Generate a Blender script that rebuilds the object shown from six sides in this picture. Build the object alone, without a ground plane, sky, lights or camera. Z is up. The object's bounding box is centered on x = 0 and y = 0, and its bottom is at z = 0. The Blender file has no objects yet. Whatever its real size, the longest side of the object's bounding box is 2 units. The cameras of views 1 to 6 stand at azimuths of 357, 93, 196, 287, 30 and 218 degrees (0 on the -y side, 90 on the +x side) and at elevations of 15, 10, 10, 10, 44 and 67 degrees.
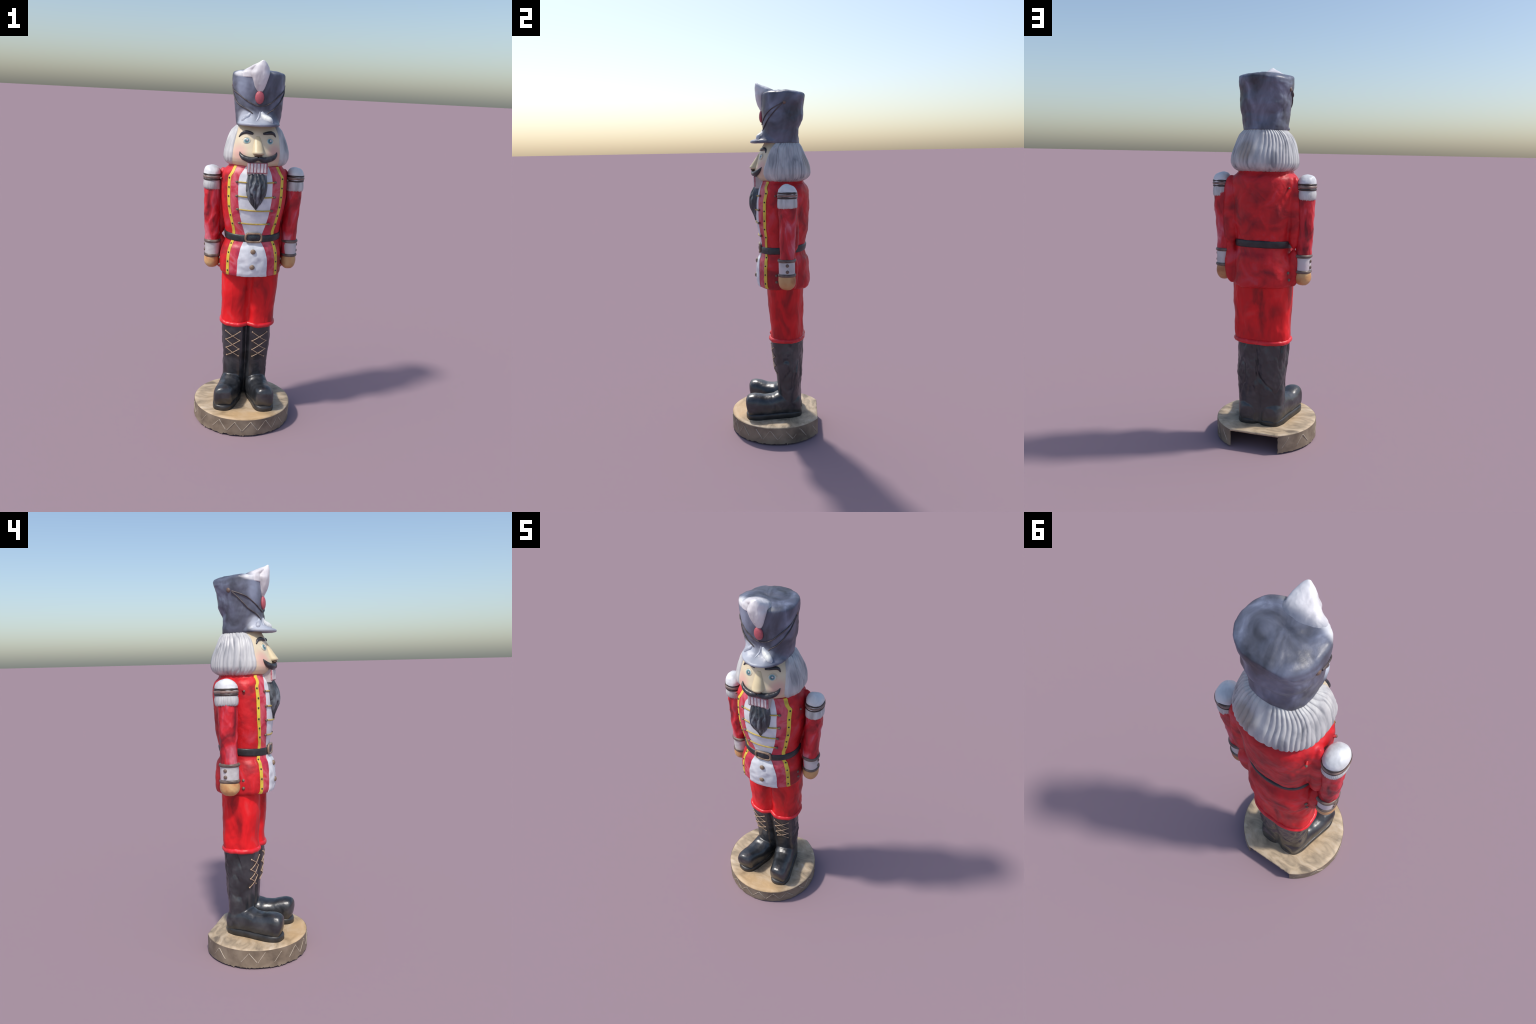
# Weathered nutcracker soldier statue on a round wooden base.
import bpy, bmesh, math, random
import numpy as np
from mathutils import Vector, noise

random.seed(7)
COL = bpy.context.scene.collection

# ------------------------------------------------------------------ helpers
def curve(table):
    """Monotone cubic interpolation through rows (t, v1, v2, ...)."""
    T = np.array(sorted(table), dtype=float)
    x, Y = T[:, 0], T[:, 1:]
    h = np.diff(x)[:, None]
    d = np.diff(Y, axis=0) / h
    m = np.zeros_like(Y)
    m[0], m[-1] = d[0], d[-1]
    for i in range(1, len(x) - 1):
        a, b = d[i - 1], d[i]
        w = (a * b) > 0
        m[i] = np.where(w, 2 * a * b / np.where(w, a + b, 1), 0)
    def f(t):
        t = min(max(t, x[0]), x[-1])
        i = int(min(max(np.searchsorted(x, t) - 1, 0), len(x) - 2))
        hh = x[i + 1] - x[i]
        s = (t - x[i]) / hh
        return ((2*s**3 - 3*s**2 + 1) * Y[i] + (s**3 - 2*s**2 + s) * hh * m[i]
                + (-2*s**3 + 3*s**2) * Y[i + 1] + (s**3 - s**2) * hh * m[i + 1])
    return f

def sgnpow(v, e):
    return math.copysign(abs(v) ** e, v)

class Body:
    """Vertical loft. Rows: z, x_left, x_right, y_front, y_back.
    nf / nb: superellipse exponents in front and behind, skew: dy/dx."""
    def __init__(self, rows, nf=2.0, nb=2.0, skew=0.0, mid=0.45, back_skew=None, groove=None):
        self.f = curve(rows); self.nf = nf; self.nb = nb; self.k = skew; self.mid = mid
        self.kb = (skew, skew) if back_skew is None else back_skew if isinstance(back_skew, tuple) else (back_skew, back_skew)
        self.groove = groove          # (x, width, depth(z) front, depth back)
        self.z0 = min(r[0] for r in rows); self.z1 = max(r[0] for r in rows)
    def sec(self, z):
        xl, xr, yf, yb = self.f(z)
        cx, a = (xl + xr) / 2, (xr - xl) / 2
        cy = yf + (yb - yf) * self.mid
        return cx, a, cy, cy - yf, yb - cy
    def ring(self, th, z, off=0.0):
        """th = 0 at +x, 90 deg at the back, -90 deg in front."""
        cx, a, cy, bf, bb = self.sec(z)
        c, s = math.cos(th), math.sin(th)
        n = self.nb if s > 0 else self.nf
        b = bb if s > 0 else bf
        x = (a + off) * sgnpow(c, 2 / n); y = (b + off) * sgnpow(s, 2 / n)
        w = min(max((s + 0.3) / 0.8, 0), 1); w = w * w * (3 - 2 * w)
        kb = self.kb[0] if x < 0 else self.kb[1]     # back skew left / right of the middle
        y += (self.k + (kb - self.k) * w) * x
        if self.groove:
            gx, gw, df, db = self.groove
            g = math.exp(-((cx + x - gx) / gw) ** 2)
            y += g * df(z) * min(1, -2 * s) if s < 0 else -g * db * min(1, 2 * s)
        return Vector((cx + x, cy + y, z))
    def front(self, x, z, off=0.0):
        def p(x, z):
            cx, a, cy, bf, bb = self.sec(z)
            t = min(abs((x - cx) / a), 0.999)
            return Vector((x, cy - bf * (1 - t ** self.nf) ** (1 / self.nf) + self.k * (x - cx), z))
        q = p(x, z)
        e = 0.002
        n = (p(x + e, z) - p(x - e, z)).cross(p(x, z + e) - p(x, z - e))
        n.normalize()
        return q + n * off

def mesh_obj(name, verts, faces, mat, parent=None, smooth=True):
    me = bpy.data.meshes.new(name)
    me.from_pydata([tuple(v) for v in verts], [], faces)
    bm = bmesh.new(); bm.from_mesh(me)
    bmesh.ops.recalc_face_normals(bm, faces=bm.faces)
    bm.to_mesh(me); bm.free()
    if smooth:
        me.polygons.foreach_set('use_smooth', [True] * len(me.polygons))
    if mat: me.materials.append(mat)
    ob = bpy.data.objects.new(name, me)
    COL.objects.link(ob)
    if parent: ob.parent = parent
    return ob

def grid_faces(nu, nv, closed_u=False, base=0):
    F = []
    for j in range(nv - 1):
        for i in range(nu if closed_u else nu - 1):
            a = base + j * nu + i; b = base + j * nu + (i + 1) % nu
            F.append((a, b, b + nu, a + nu))
    return F

def tube_loft(name, rings, mat, parent=None, caps=True):
    """rings: list of equally long closed loops."""
    n = len(rings[0]); V = [p for r in rings for p in r]
    F = grid_faces(n, len(rings), True)
    if caps:
        for base, r in ((0, rings[0]), ((len(rings) - 1) * n, rings[-1])):
            c = sum((Vector(p) for p in r), Vector()) / n
            V.append(c); ci = len(V) - 1
            F += [(base + i, base + (i + 1) % n, ci) for i in range(n)]
    return mesh_obj(name, V, F, mat, parent)

def loft(name, body, mat, parent=None, dz=0.006, n=96, z0=None, z1=None, off=0.0):
    z0 = body.z0 if z0 is None else z0; z1 = body.z1 if z1 is None else z1
    m = max(2, int((z1 - z0) / dz))
    rings = [[body.ring(2 * math.pi * i / n, z0 + (z1 - z0) * j / m, off) for i in range(n)] for j in range(m + 1)]
    return tube_loft(name, rings, mat, parent)

def tube(name, pts, rad, mat, parent=None, n=10, steps=8, closed=False):
    """Round tube through control points (Catmull-Rom); rad: number or list."""
    P = [Vector(p) for p in pts]
    R = rad if isinstance(rad, (list, tuple)) else [rad] * len(P)
    if closed:
        Q = [P[-1]] + P + [P[0], P[1]]; RR = [R[-1]] + list(R) + [R[0], R[1]]
    else:
        Q = [P[0] * 2 - P[1]] + P + [P[-1] * 2 - P[-2]]; RR = [R[0]] + list(R) + [R[-1]]
    C, S = [], []
    for i in range(1, len(Q) - 2):
        for k in range(steps):
            t = k / steps
            a, b, c, d = Q[i - 1], Q[i], Q[i + 1], Q[i + 2]
            C.append(0.5 * ((2 * b) + (c - a) * t + (2*a - 5*b + 4*c - d) * t*t + (3*b - a - 3*c + d) * t**3))
            S.append(RR[i] + (RR[i + 1] - RR[i]) * t)
    if not closed:
        C.append(Q[-2]); S.append(RR[-2])
    rings = []
    up = Vector((0.13, 0.31, 0.94))
    m = len(C)
    for i in range(m):
        if closed: d = C[(i + 1) % m] - C[i - 1]
        else: d = C[min(i + 1, m - 1)] - C[max(i - 1, 0)]
        d.normalize()
        u = d.cross(up)
        if u.length < 1e-3: u = d.orthogonal()
        u.normalize(); v = d.cross(u)
        rings.append([C[i] + (u * math.cos(2*math.pi*k/n) + v * math.sin(2*math.pi*k/n)) * S[i] for k in range(n)])
    if closed:
        rings.append(rings[0])
        ob = tube_loft(name, rings, mat, parent, caps=False)
        bm = bmesh.new(); bm.from_mesh(ob.data)
        bmesh.ops.remove_doubles(bm, verts=bm.verts, dist=1e-5)
        bm.to_mesh(ob.data); bm.free()
        return ob
    return tube_loft(name, rings, mat, parent)

def patch(name, fn, zs, lo, hi, off, mat, parent=None, nx=14, sink=0.004):
    """Raised sheet on a surface fn(x, z, off) between x = lo(z) and hi(z)."""
    V, F = [], []
    rows = len(zs); cols = nx + 1
    for z in zs:
        a, b = lo(z), hi(z)
        for i in range(cols):
            V.append(fn(a + (b - a) * i / nx, z, off))
    F = grid_faces(cols, rows)
    edge = ([i for i in range(cols)] + [j * cols + cols - 1 for j in range(1, rows)]
            + [(rows - 1) * cols + i for i in range(cols - 2, -1, -1)] + [j * cols for j in range(rows - 2, 0, -1)])
    base = len(V)
    for e in edge:
        j, i = divmod(e, cols)
        z = zs[j]; a, b = lo(z), hi(z)
        V.append(fn(a + (b - a) * i / nx, z, off - sink))
    m = len(edge)
    F += [(edge[k], edge[(k + 1) % m], base + (k + 1) % m, base + k) for k in range(m)]
    ob = mesh_obj(name, V, F, mat, parent)
    sharpen(ob, 50)
    return ob

def sharpen(ob, deg):
    bm = bmesh.new(); bm.from_mesh(ob.data)
    for e in bm.edges:
        if len(e.link_faces) == 2 and e.calc_face_angle(0) > math.radians(deg): e.smooth = False
    bm.to_mesh(ob.data); bm.free()

def fbm(p, scale, seed=0.0, octaves=3):
    q = Vector(p) * scale + Vector((seed * 3.1, seed * 1.7, seed * 2.3))
    s, a = 0.0, 1.0
    for _ in range(octaves):
        s += a * noise.noise(q); q = q * 2.03; a *= 0.5
    return s

def ridged(p, scale, seed=0.0):
    q = Vector(p) * scale + Vector((seed * 3.1, seed * 1.7, seed * 2.3))
    return 1 - abs(noise.noise(q)) * 2

def displace(ob, fn):
    me = ob.data
    N = [v.normal.copy() for v in me.vertices]
    for v, n in zip(me.vertices, N):
        v.co = v.co + n * fn(v.co)
    me.update()

def fuse(name, obs, voxel, smooth, mat, parent):
    """Union of solid pieces as one smooth surface."""
    bm = bmesh.new()
    for o in obs: bm.from_mesh(o.data)
    me = bpy.data.meshes.new(name); bm.to_mesh(me); bm.free()
    for o in obs:
        bpy.data.objects.remove(o)
    ob = bpy.data.objects.new(name, me); COL.objects.link(ob)
    r = ob.modifiers.new('r', 'REMESH'); r.mode = 'VOXEL'; r.voxel_size = voxel
    if smooth:
        s = ob.modifiers.new('s', 'SMOOTH'); s.iterations = smooth; s.factor = 0.5
    dg = bpy.context.evaluated_depsgraph_get()
    new = bpy.data.meshes.new_from_object(ob.evaluated_get(dg))
    ob.modifiers.clear(); ob.data = new; new.name = name
    new.materials.clear(); new.materials.append(mat)
    new.polygons.foreach_set('use_smooth', [True] * len(new.polygons))
    if parent: ob.parent = parent
    return ob

def halve(ob, x0, names=None):
    """Split a smooth body at x = x0 into two objects that keep the whole body's normals."""
    bm = bmesh.new(); bm.from_mesh(ob.data)
    bmesh.ops.bisect_plane(bm, geom=bm.verts[:] + bm.edges[:] + bm.faces[:], plane_co=(x0, 0, 0), plane_no=(1, 0, 0), dist=1e-6)
    bm.normal_update()
    bm.verts.ensure_lookup_table()
    N = [v.normal.copy() for v in bm.verts]
    out = []
    for sg in (1, -1):
        faces = [f for f in bm.faces if (f.calc_center_median().x - x0) * sg > 0]
        idx = {}; V = []; F = []; nn = []
        for f in faces:
            q = []
            for v in f.verts:
                if v.index not in idx:
                    idx[v.index] = len(V); V.append(v.co.copy()); nn.append(N[v.index])
                q.append(idx[v.index])
            F.append(q)
        me = bpy.data.meshes.new(ob.name)
        me.from_pydata([tuple(v) for v in V], [], F)
        me.polygons.foreach_set('use_smooth', [True] * len(F))
        me.normals_split_custom_set_from_vertices([tuple(v) for v in nn])
        me.materials.append(ob.data.materials[0])
        o = bpy.data.objects.new(ob.name, me); COL.objects.link(o); o.parent = ob.parent
        out.append(o)
    bm.free()
    nm = ob.name
    bpy.data.objects.remove(ob)
    for o in out: o.name = nm
    return out

def ball_mesh(name, mat, sub=3, squash=(1, 1, 1)):
    bm = bmesh.new()
    bmesh.ops.create_icosphere(bm, subdivisions=sub, radius=1.0)
    for v in bm.verts: v.co = Vector((v.co.x*squash[0], v.co.y*squash[1], v.co.z*squash[2]))
    me = bpy.data.meshes.new(name); bm.to_mesh(me); bm.free()
    me.polygons.foreach_set('use_smooth', [True] * len(me.polygons))
    me.materials.append(mat)
    return me

def place(name, me, loc, size, parent, rot=(0, 0, 0)):
    ob = bpy.data.objects.new(name, me)
    ob.location = loc; ob.rotation_euler = rot
    ob.scale = size if isinstance(size, tuple) else (size,) * 3
    ob.parent = parent; COL.objects.link(ob)
    return ob

# ---------------------------------------------------------------- materials
def ramp(nt, stops):
    r = nt.nodes.new('ShaderNodeValToRGB')
    e = r.color_ramp.elements
    while len(e) < len(stops): e.new(0.5)
    for el, (p, c) in zip(e, stops):
        el.position = p; el.color = (*c, 1)
    return r

def paint(name, stops, scale=14, stretch=(1, 1, 1), rough=0.5, bump=0.25, bump_scale=60, spots=(),
          detail=4, distort=0.4, coat=0.0, spec=0.5, rough_var=0.12):
    """Paint whose colour wanders through `stops` with noise on Object coordinates.
    spots: (centre, radii, colour, softness, strength) soft ellipsoids of another colour."""
    m = bpy.data.materials.new(name); m.use_nodes = True
    nt = m.node_tree; N = nt.nodes; L = nt.links
    bs = N['Principled BSDF']
    tc = N.new('ShaderNodeTexCoord')
    mp = N.new('ShaderNodeMapping'); mp.inputs['Scale'].default_value = stretch
    L.new(tc.outputs['Object'], mp.inputs['Vector'])
    nz = N.new('ShaderNodeTexNoise'); nz.inputs['Scale'].default_value = scale
    nz.inputs['Detail'].default_value = detail; nz.inputs['Distortion'].default_value = distort
    L.new(mp.outputs['Vector'], nz.inputs['Vector'])
    r = ramp(nt, stops); L.new(nz.outputs['Fac'], r.inputs['Fac'])
    col = r.outputs['Color']
    for c, rad, colour, soft, strength in spots:
        sm = N.new('ShaderNodeMapping'); sm.vector_type = 'TEXTURE'
        sm.inputs['Location'].default_value = c; sm.inputs['Scale'].default_value = rad
        wob = N.new('ShaderNodeVectorMath'); wob.operation = 'MULTIPLY_ADD'
        wob.inputs[1].default_value = (0.012, 0.012, 0.012)
        L.new(nz.outputs['Color'], wob.inputs[0]); L.new(tc.outputs['Object'], wob.inputs[2])
        L.new(wob.outputs[0], sm.inputs['Vector'])
        ln = N.new('ShaderNodeVectorMath'); ln.operation = 'LENGTH'
        L.new(sm.outputs[0], ln.inputs[0])
        mr = N.new('ShaderNodeMapRange'); mr.interpolation_type = 'SMOOTHSTEP'
        mr.inputs['From Min'].default_value = 1 - soft; mr.inputs['From Max'].default_value = 1 + soft
        mr.inputs['To Min'].default_value = strength; mr.inputs['To Max'].default_value = 0
        L.new(ln.outputs['Value'], mr.inputs['Value'])
        mx = N.new('ShaderNodeMix'); mx.data_type = 'RGBA'
        mx.inputs['B'].default_value = (*colour, 1)
        mx.inputs[7].default_value = (*colour, 1)
        L.new(mr.outputs[0], mx.inputs[0]); L.new(col, mx.inputs[6])
        col = mx.outputs[2]
    L.new(col, bs.inputs['Base Color'])
    bn = N.new('ShaderNodeTexNoise'); bn.inputs['Scale'].default_value = bump_scale
    bn.inputs['Detail'].default_value = 4
    L.new(mp.outputs['Vector'], bn.inputs['Vector'])
    rr = N.new('ShaderNodeMapRange')
    rr.inputs['To Min'].default_value = max(0.05, rough - rough_var); rr.inputs['To Max'].default_value = min(1, rough + rough_var)
    L.new(bn.outputs['Fac'], rr.inputs['Value']); L.new(rr.outputs[0], bs.inputs['Roughness'])
    if bump:
        b = N.new('ShaderNodeBump'); b.inputs['Strength'].default_value = bump; b.inputs['Distance'].default_value = 0.004
        L.new(bn.outputs['Fac'], b.inputs['Height']); L.new(b.outputs[0], bs.inputs['Normal'])
    bs.inputs['Coat Weight'].default_value = coat
    bs.inputs['Specular IOR Level'].default_value = spec
    return m

RED = [(0.30, (0.25, 0.009, 0.016)), (0.44, (0.46, 0.012, 0.018)), (0.58, (0.62, 0.014, 0.020)), (0.74, (0.58, 0.05, 0.075))]
M_coat = paint('coat_red', RED, 10, rough=0.48, spec=0.35, distort=0.8)
M_sleeve = paint('sleeve_red', [(0.30, (0.17, 0.006, 0.014)), (0.42, (0.42, 0.012, 0.022)), (0.53, (0.60, 0.018, 0.030)), (0.62, (0.58, 0.07, 0.105)), (0.72, (0.68, 0.20, 0.25))], 15, (1, 1, 0.42), rough=0.42, spec=0.4, distort=0.9)  # last two pink stops: highlight streaks mixed into the sleeve colour
M_trousers = paint('trouser_red', [(0.30, (0.30, 0.006, 0.009)), (0.46, (0.62, 0.008, 0.012)), (0.6, (0.76, 0.010, 0.014)), (0.76, (0.72, 0.05, 0.055))], 11, (1, 1, 0.5), rough=0.45, spec=0.35, distort=0.8)
M_cuffroll = paint('trouser_cuff_red', [(0.3, (0.5, 0.010, 0.016)), (0.6, (0.72, 0.015, 0.025)), (0.8, (0.72, 0.08, 0.11))], 20, rough=0.38)
M_crimson = paint('crimson_lapel', [(0.3, (0.36, 0.012, 0.050)), (0.46, (0.54, 0.030, 0.060)), (0.58, (0.62, 0.11, 0.15)), (0.74, (0.58, 0.02, 0.03))], 12, rough=0.45, distort=0.8)
M_white = paint('white_front', [(0.3, (0.56, 0.58, 0.62)), (0.5, (0.69, 0.71, 0.75)), (0.7, (0.77, 0.78, 0.80))], 16, rough=0.45, bump=0.3, bump_scale=45)
M_yellow = paint('braid_yellow', [(0.3, (0.50, 0.33, 0.05)), (0.5, (0.68, 0.50, 0.05)), (0.7, (0.76, 0.62, 0.06))], 18, rough=0.5)
M_bar = paint('bar_gold', [(0.3, (0.38, 0.25, 0.05)), (0.6, (0.56, 0.42, 0.08))], 40, rough=0.45)
M_stud = paint('stud_black', [(0.4, (0.02, 0.022, 0.018)), (0.7, (0.06, 0.065, 0.05))], 20, rough=0.35)
M_knob = paint('knob_bronze', [(0.35, (0.09, 0.06, 0.05)), (0.65, (0.24, 0.16, 0.12))], 30, rough=0.35)
M_button = paint('button_bronze', [(0.35, (0.17, 0.11, 0.07)), (0.65, (0.32, 0.22, 0.15))], 30, rough=0.32)
M_belt = paint('belt_black', [(0.35, (0.016, 0.018, 0.020)), (0.65, (0.035, 0.038, 0.042))], 25, rough=0.42)
M_plate = paint('plate_black', [(0.35, (0.014, 0.018, 0.022)), (0.65, (0.04, 0.05, 0.06))], 25, rough=0.28, bump=0.1)
M_brown = paint('band_brown', [(0.35, (0.085, 0.06, 0.05)), (0.65, (0.21, 0.155, 0.13))], 26, rough=0.4)
M_darkband = paint('band_dark', [(0.35, (0.025, 0.018, 0.016)), (0.65, (0.07, 0.05, 0.045))], 26, rough=0.4)
M_ringbrown = paint('ring_brown', [(0.35, (0.15, 0.10, 0.085)), (0.65, (0.32, 0.22, 0.19))], 26, rough=0.4)
M_cap = paint('epaulette_white', [(0.3, (0.50, 0.51, 0.53)), (0.5, (0.66, 0.67, 0.69)), (0.7, (0.78, 0.78, 0.79))], 14, rough=0.42)
M_fringe = paint('fringe_white', [(0.3, (0.36, 0.36, 0.36)), (0.55, (0.56, 0.56, 0.56)), (0.7, (0.64, 0.64, 0.64))], 40, (1, 1, 0.2), rough=0.55)
M_cuff = paint('cuff_white', [(0.3, (0.44, 0.42, 0.42)), (0.5, (0.58, 0.56, 0.56)), (0.72, (0.62, 0.54, 0.56))], 12, rough=0.45)
M_hand = paint('hand_tan', [(0.3, (0.40, 0.15, 0.055)), (0.48, (0.56, 0.29, 0.12)), (0.68, (0.64, 0.42, 0.19))], 12, rough=0.42)
M_face = paint('face_cream', [(0.3, (0.60, 0.49, 0.33)), (0.5, (0.68, 0.58, 0.40)), (0.7, (0.72, 0.63, 0.45))], 10, rough=0.42, bump=0.12,
               spots=[((-0.076, -0.055, 1.540), (0.034, 0.07, 0.040), (0.70, 0.36, 0.32), 0.75, 0.75),
                      ((0.108, -0.040, 1.545), (0.034, 0.07, 0.040), (0.66, 0.32, 0.28), 0.75, 0.75)])
M_nose = paint('nose_cream', [(0.3, (0.58, 0.46, 0.28)), (0.5, (0.66, 0.55, 0.34)), (0.7, (0.70, 0.60, 0.40))], 10, rough=0.42, bump=0.1)
M_hair = paint('hair_grey', [(0.28, (0.24, 0.25, 0.27)), (0.45, (0.46, 0.46, 0.47)), (0.65, (0.60, 0.60, 0.59))], 26, (1, 1, 0.16), rough=0.45, bump=0.3,
               spots=[((0.075, 0.195, 1.57), (0.05, 0.05, 0.05), (0.30, 0.24, 0.18), 0.4, 0.6)])
M_black = paint('hair_black', [(0.35, (0.018, 0.018, 0.022)), (0.65, (0.05, 0.05, 0.06))], 40, rough=0.34, bump=0.1)
M_beard = paint('beard_charcoal', [(0.3, (0.018, 0.020, 0.024)), (0.5, (0.055, 0.062, 0.072)), (0.68, (0.17, 0.19, 0.22))], 45, (1, 1, 0.16), rough=0.36, bump=0.2)  # lightest stop raised and blued to paint shine on the locks
M_gum = paint('gum_pink', [(0.35, (0.40, 0.11, 0.14)), (0.65, (0.52, 0.25, 0.27))], 40, rough=0.4)
M_tooth = paint('tooth_white', [(0.35, (0.56, 0.50, 0.52)), (0.65, (0.68, 0.64, 0.66))], 30, rough=0.35)
M_jaw = paint('jaw_grey', [(0.35, (0.42, 0.36, 0.35)), (0.65, (0.55, 0.49, 0.47))], 20, rough=0.45)
M_hat = paint('hat_slate', [(0.30, (0.040, 0.042, 0.055)), (0.43, (0.085, 0.092, 0.125)), (0.55, (0.14, 0.155, 0.215)), (0.70, (0.26, 0.29, 0.39))], 9, (1, 1, 0.6), rough=0.42, coat=0.0, distort=0.8,
              spots=[((-0.060, -0.055, 1.722), (0.055, 0.07, 0.042), (0.46, 0.49, 0.56), 0.35, 0.9),
                     ((-0.075, -0.03, 1.880), (0.030, 0.05, 0.050), (0.30, 0.34, 0.45), 0.6, 0.7),
                                          ((0.030, -0.07, 1.725), (0.045, 0.06, 0.030), (0.40, 0.42, 0.48), 0.6, 0.7),
                     ((0.005, -0.095, 1.69), (0.075, 0.05, 0.022), (0.40, 0.43, 0.50), 0.6, 0.75),
                     ((-0.080, -0.02, 1.940), (0.065, 0.045, 0.016), (0.68, 0.68, 0.70), 0.4, 0.95),
                     ((0.07, -0.045, 1.955), (0.035, 0.03, 0.012), (0.42, 0.40, 0.34), 0.5, 0.8)])
M_rope = paint('rope_dark', [(0.35, (0.05, 0.04, 0.04)), (0.65, (0.11, 0.09, 0.09))], 40, rough=0.5)
M_plume = paint('plume_white', [(0.3, (0.54, 0.52, 0.54)), (0.5, (0.70, 0.68, 0.70)), (0.7, (0.80, 0.79, 0.80))], 16, (1, 1, 0.4), rough=0.45,
                spots=[((0.0, 0.045, 1.940), (0.20, 0.060, 0.045), (0.15, 0.165, 0.22), 0.35, 0.95)])
M_jewel = paint('jewel_red', [(0.35, (0.36, 0.05, 0.07)), (0.65, (0.55, 0.14, 0.17))], 25, rough=0.35)
M_boot = paint('boot_black', [(0.3, (0.008, 0.009, 0.011)), (0.5, (0.020, 0.022, 0.026)), (0.75, (0.055, 0.056, 0.060))], 14, rough=0.35, bump=0.2, bump_scale=50, spec=0.9, distort=0.8)
M_sole = paint('sole_black', [(0.3, (0.015, 0.015, 0.016)), (0.7, (0.045, 0.044, 0.045))], 20, rough=0.42)
M_lace = paint('lace_tan', [(0.35, (0.34, 0.22, 0.14)), (0.65, (0.52, 0.38, 0.26))], 60, rough=0.5)
M_eye = None

# ---------------------------------------------------------------- the thing
root = bpy.data.objects.new('nutcracker_soldier', None)
COL.objects.link(root)
root['label'] = 'painted wooden toy soldier with tall hat on round base'
root['category'] = 'nutcracker statue'

ball_stud = ball_mesh('stud', M_stud, 2)
ball_knob = ball_mesh('knob', M_knob, 2)
ball_button = ball_mesh('button', M_button, 3)
ball_eyelet = ball_mesh('eyelet', M_lace, 2)

# ---------------------------------------------------------------- base
def wood_top():
    m = paint('wood_top', [(0.28, (0.19, 0.145, 0.10)), (0.42, (0.37, 0.285, 0.19)), (0.54, (0.50, 0.38, 0.25)), (0.72, (0.58, 0.48, 0.36))],
              9, (1.0, 1.9, 1), rough=0.6, bump=0.4, bump_scale=40, distort=1.2,
              spots=[((0.03, -0.20, 0.1), (0.17, 0.06, 0.1), (0.60, 0.38, 0.17), 0.7, 0.65),
                     ((-0.12, 0.0, 0.1), (0.06, 0.12, 0.1), (0.52, 0.34, 0.17), 0.8, 0.45)])
    return m
M_top = wood_top()
M_wall = paint('wood_wall', [(0.3, (0.13, 0.098, 0.068)), (0.48, (0.205, 0.158, 0.11)), (0.70, (0.28, 0.225, 0.16))], 12, rough=0.62, bump=0.4, bump_scale=35)
M_carve = paint('carved_line_pale', [(0.35, (0.34, 0.285, 0.215)), (0.65, (0.50, 0.43, 0.34))], 30, rough=0.6)

BX, BY, BRX, BRY, BTOP = -0.009, 0.017, 0.2760, 0.269, 0.102
CUT_R, CUT_L = math.radians(61.5), math.radians(119.5)     # back cut between these angles
def rim(a, r=1.0):
    w = 1 + 0.006 * noise.noise(Vector((math.cos(a) * 2, math.sin(a) * 2, 3.0))) + 0.003 * noise.noise(Vector((math.cos(a) * 12, math.sin(a) * 12, 1.0)))
    return BX + BRX * r * w * math.cos(a), BY + BRY * r * w * math.sin(a)
n = 220
span = 2 * math.pi - (CUT_L - CUT_R)
angs = [CUT_L + span * i / n for i in range(n + 1)]
# top plank: outline + straight cut, 7 mm thick, gently uneven
loops = []
for r in (1.0, 0.985, 0.9, 0.75, 0.55, 0.35, 0.15):
    loop = []
    pts = [rim(a, 1.0) for a in angs]
    e0, e1 = pts[-1], pts[0]
    cut = [(e0[0] + (e1[0] - e0[0]) * t / 30, e0[1] + (e1[1] - e0[1]) * t / 30 + 0.003 * noise.noise(Vector((t * 0.9, 0, 0)))) for t in range(1, 30)]
    for x, y in pts + cut:
        x = BX + (x - BX) * r; y = BY + (y - BY) * r
        z = BTOP + 0.0025 * fbm((x, y, 0), 9) - (0.004 if r == 1.0 else 0)
        loop.append(Vector((x, y, z)))
    loops.append(loop)
under = [[p - Vector((0, 0, 0.007)) for p in loops[0]]] + [[Vector((BX + (p.x - BX) * 0.97, BY + (p.y - BY) * 0.97, BTOP - 0.011)) for p in loops[0]]]
base_top = tube_loft('base', list(reversed(under)) + loops, M_top, root)
# side wall: shell open below and behind, ragged lower edge
V = []; rows = 10
for j in range(rows + 1):
    t = j / rows
    for i, a in enumerate(angs):
        rag = max(0.0, 0.007 + 0.009 * noise.noise(Vector((a * 9, 5, 0))) + 0.006 * noise.noise(Vector((a * 37, 2, 0))))
        if i % 37 == 0: rag = 0.0
        z = (BTOP - 0.004) * t + rag * (1 - t)
        endw = 0.0
        if i < 4 or i > n - 4: endw = 0.010 * noise.noise(Vector((t * 7, i * 0.01, 4)))
        x, y = rim(a + endw, 1.004 + 0.006 * noise.noise(Vector((a * 3, t * 2, 7))) )
        V.append(Vector((x, y, z)))
F = grid_faces(n + 1, rows + 1)
off = len(V)
for v in V[:]:
    V.append(Vector((BX + (v.x - BX) * 0.975, BY + (v.y - BY) * 0.975, v.z)))
F += [tuple(reversed([k + off for k in f])) for f in F]
for i in range(n):
    F.append((i, i + off, i + 1 + off, i + 1))
    b = rows * (n + 1)
    F.append((b + i, b + i + 1, b + i + 1 + off, b + i + off))
for i in (0, n):
    for j in range(rows):
        F.append((j * (n + 1) + i, (j + 1) * (n + 1) + i, (j + 1) * (n + 1) + i + off, j * (n + 1) + i + off))
wall = mesh_obj('base_wall', V, F, M_wall, base_top); sharpen(wall, 40)
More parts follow.
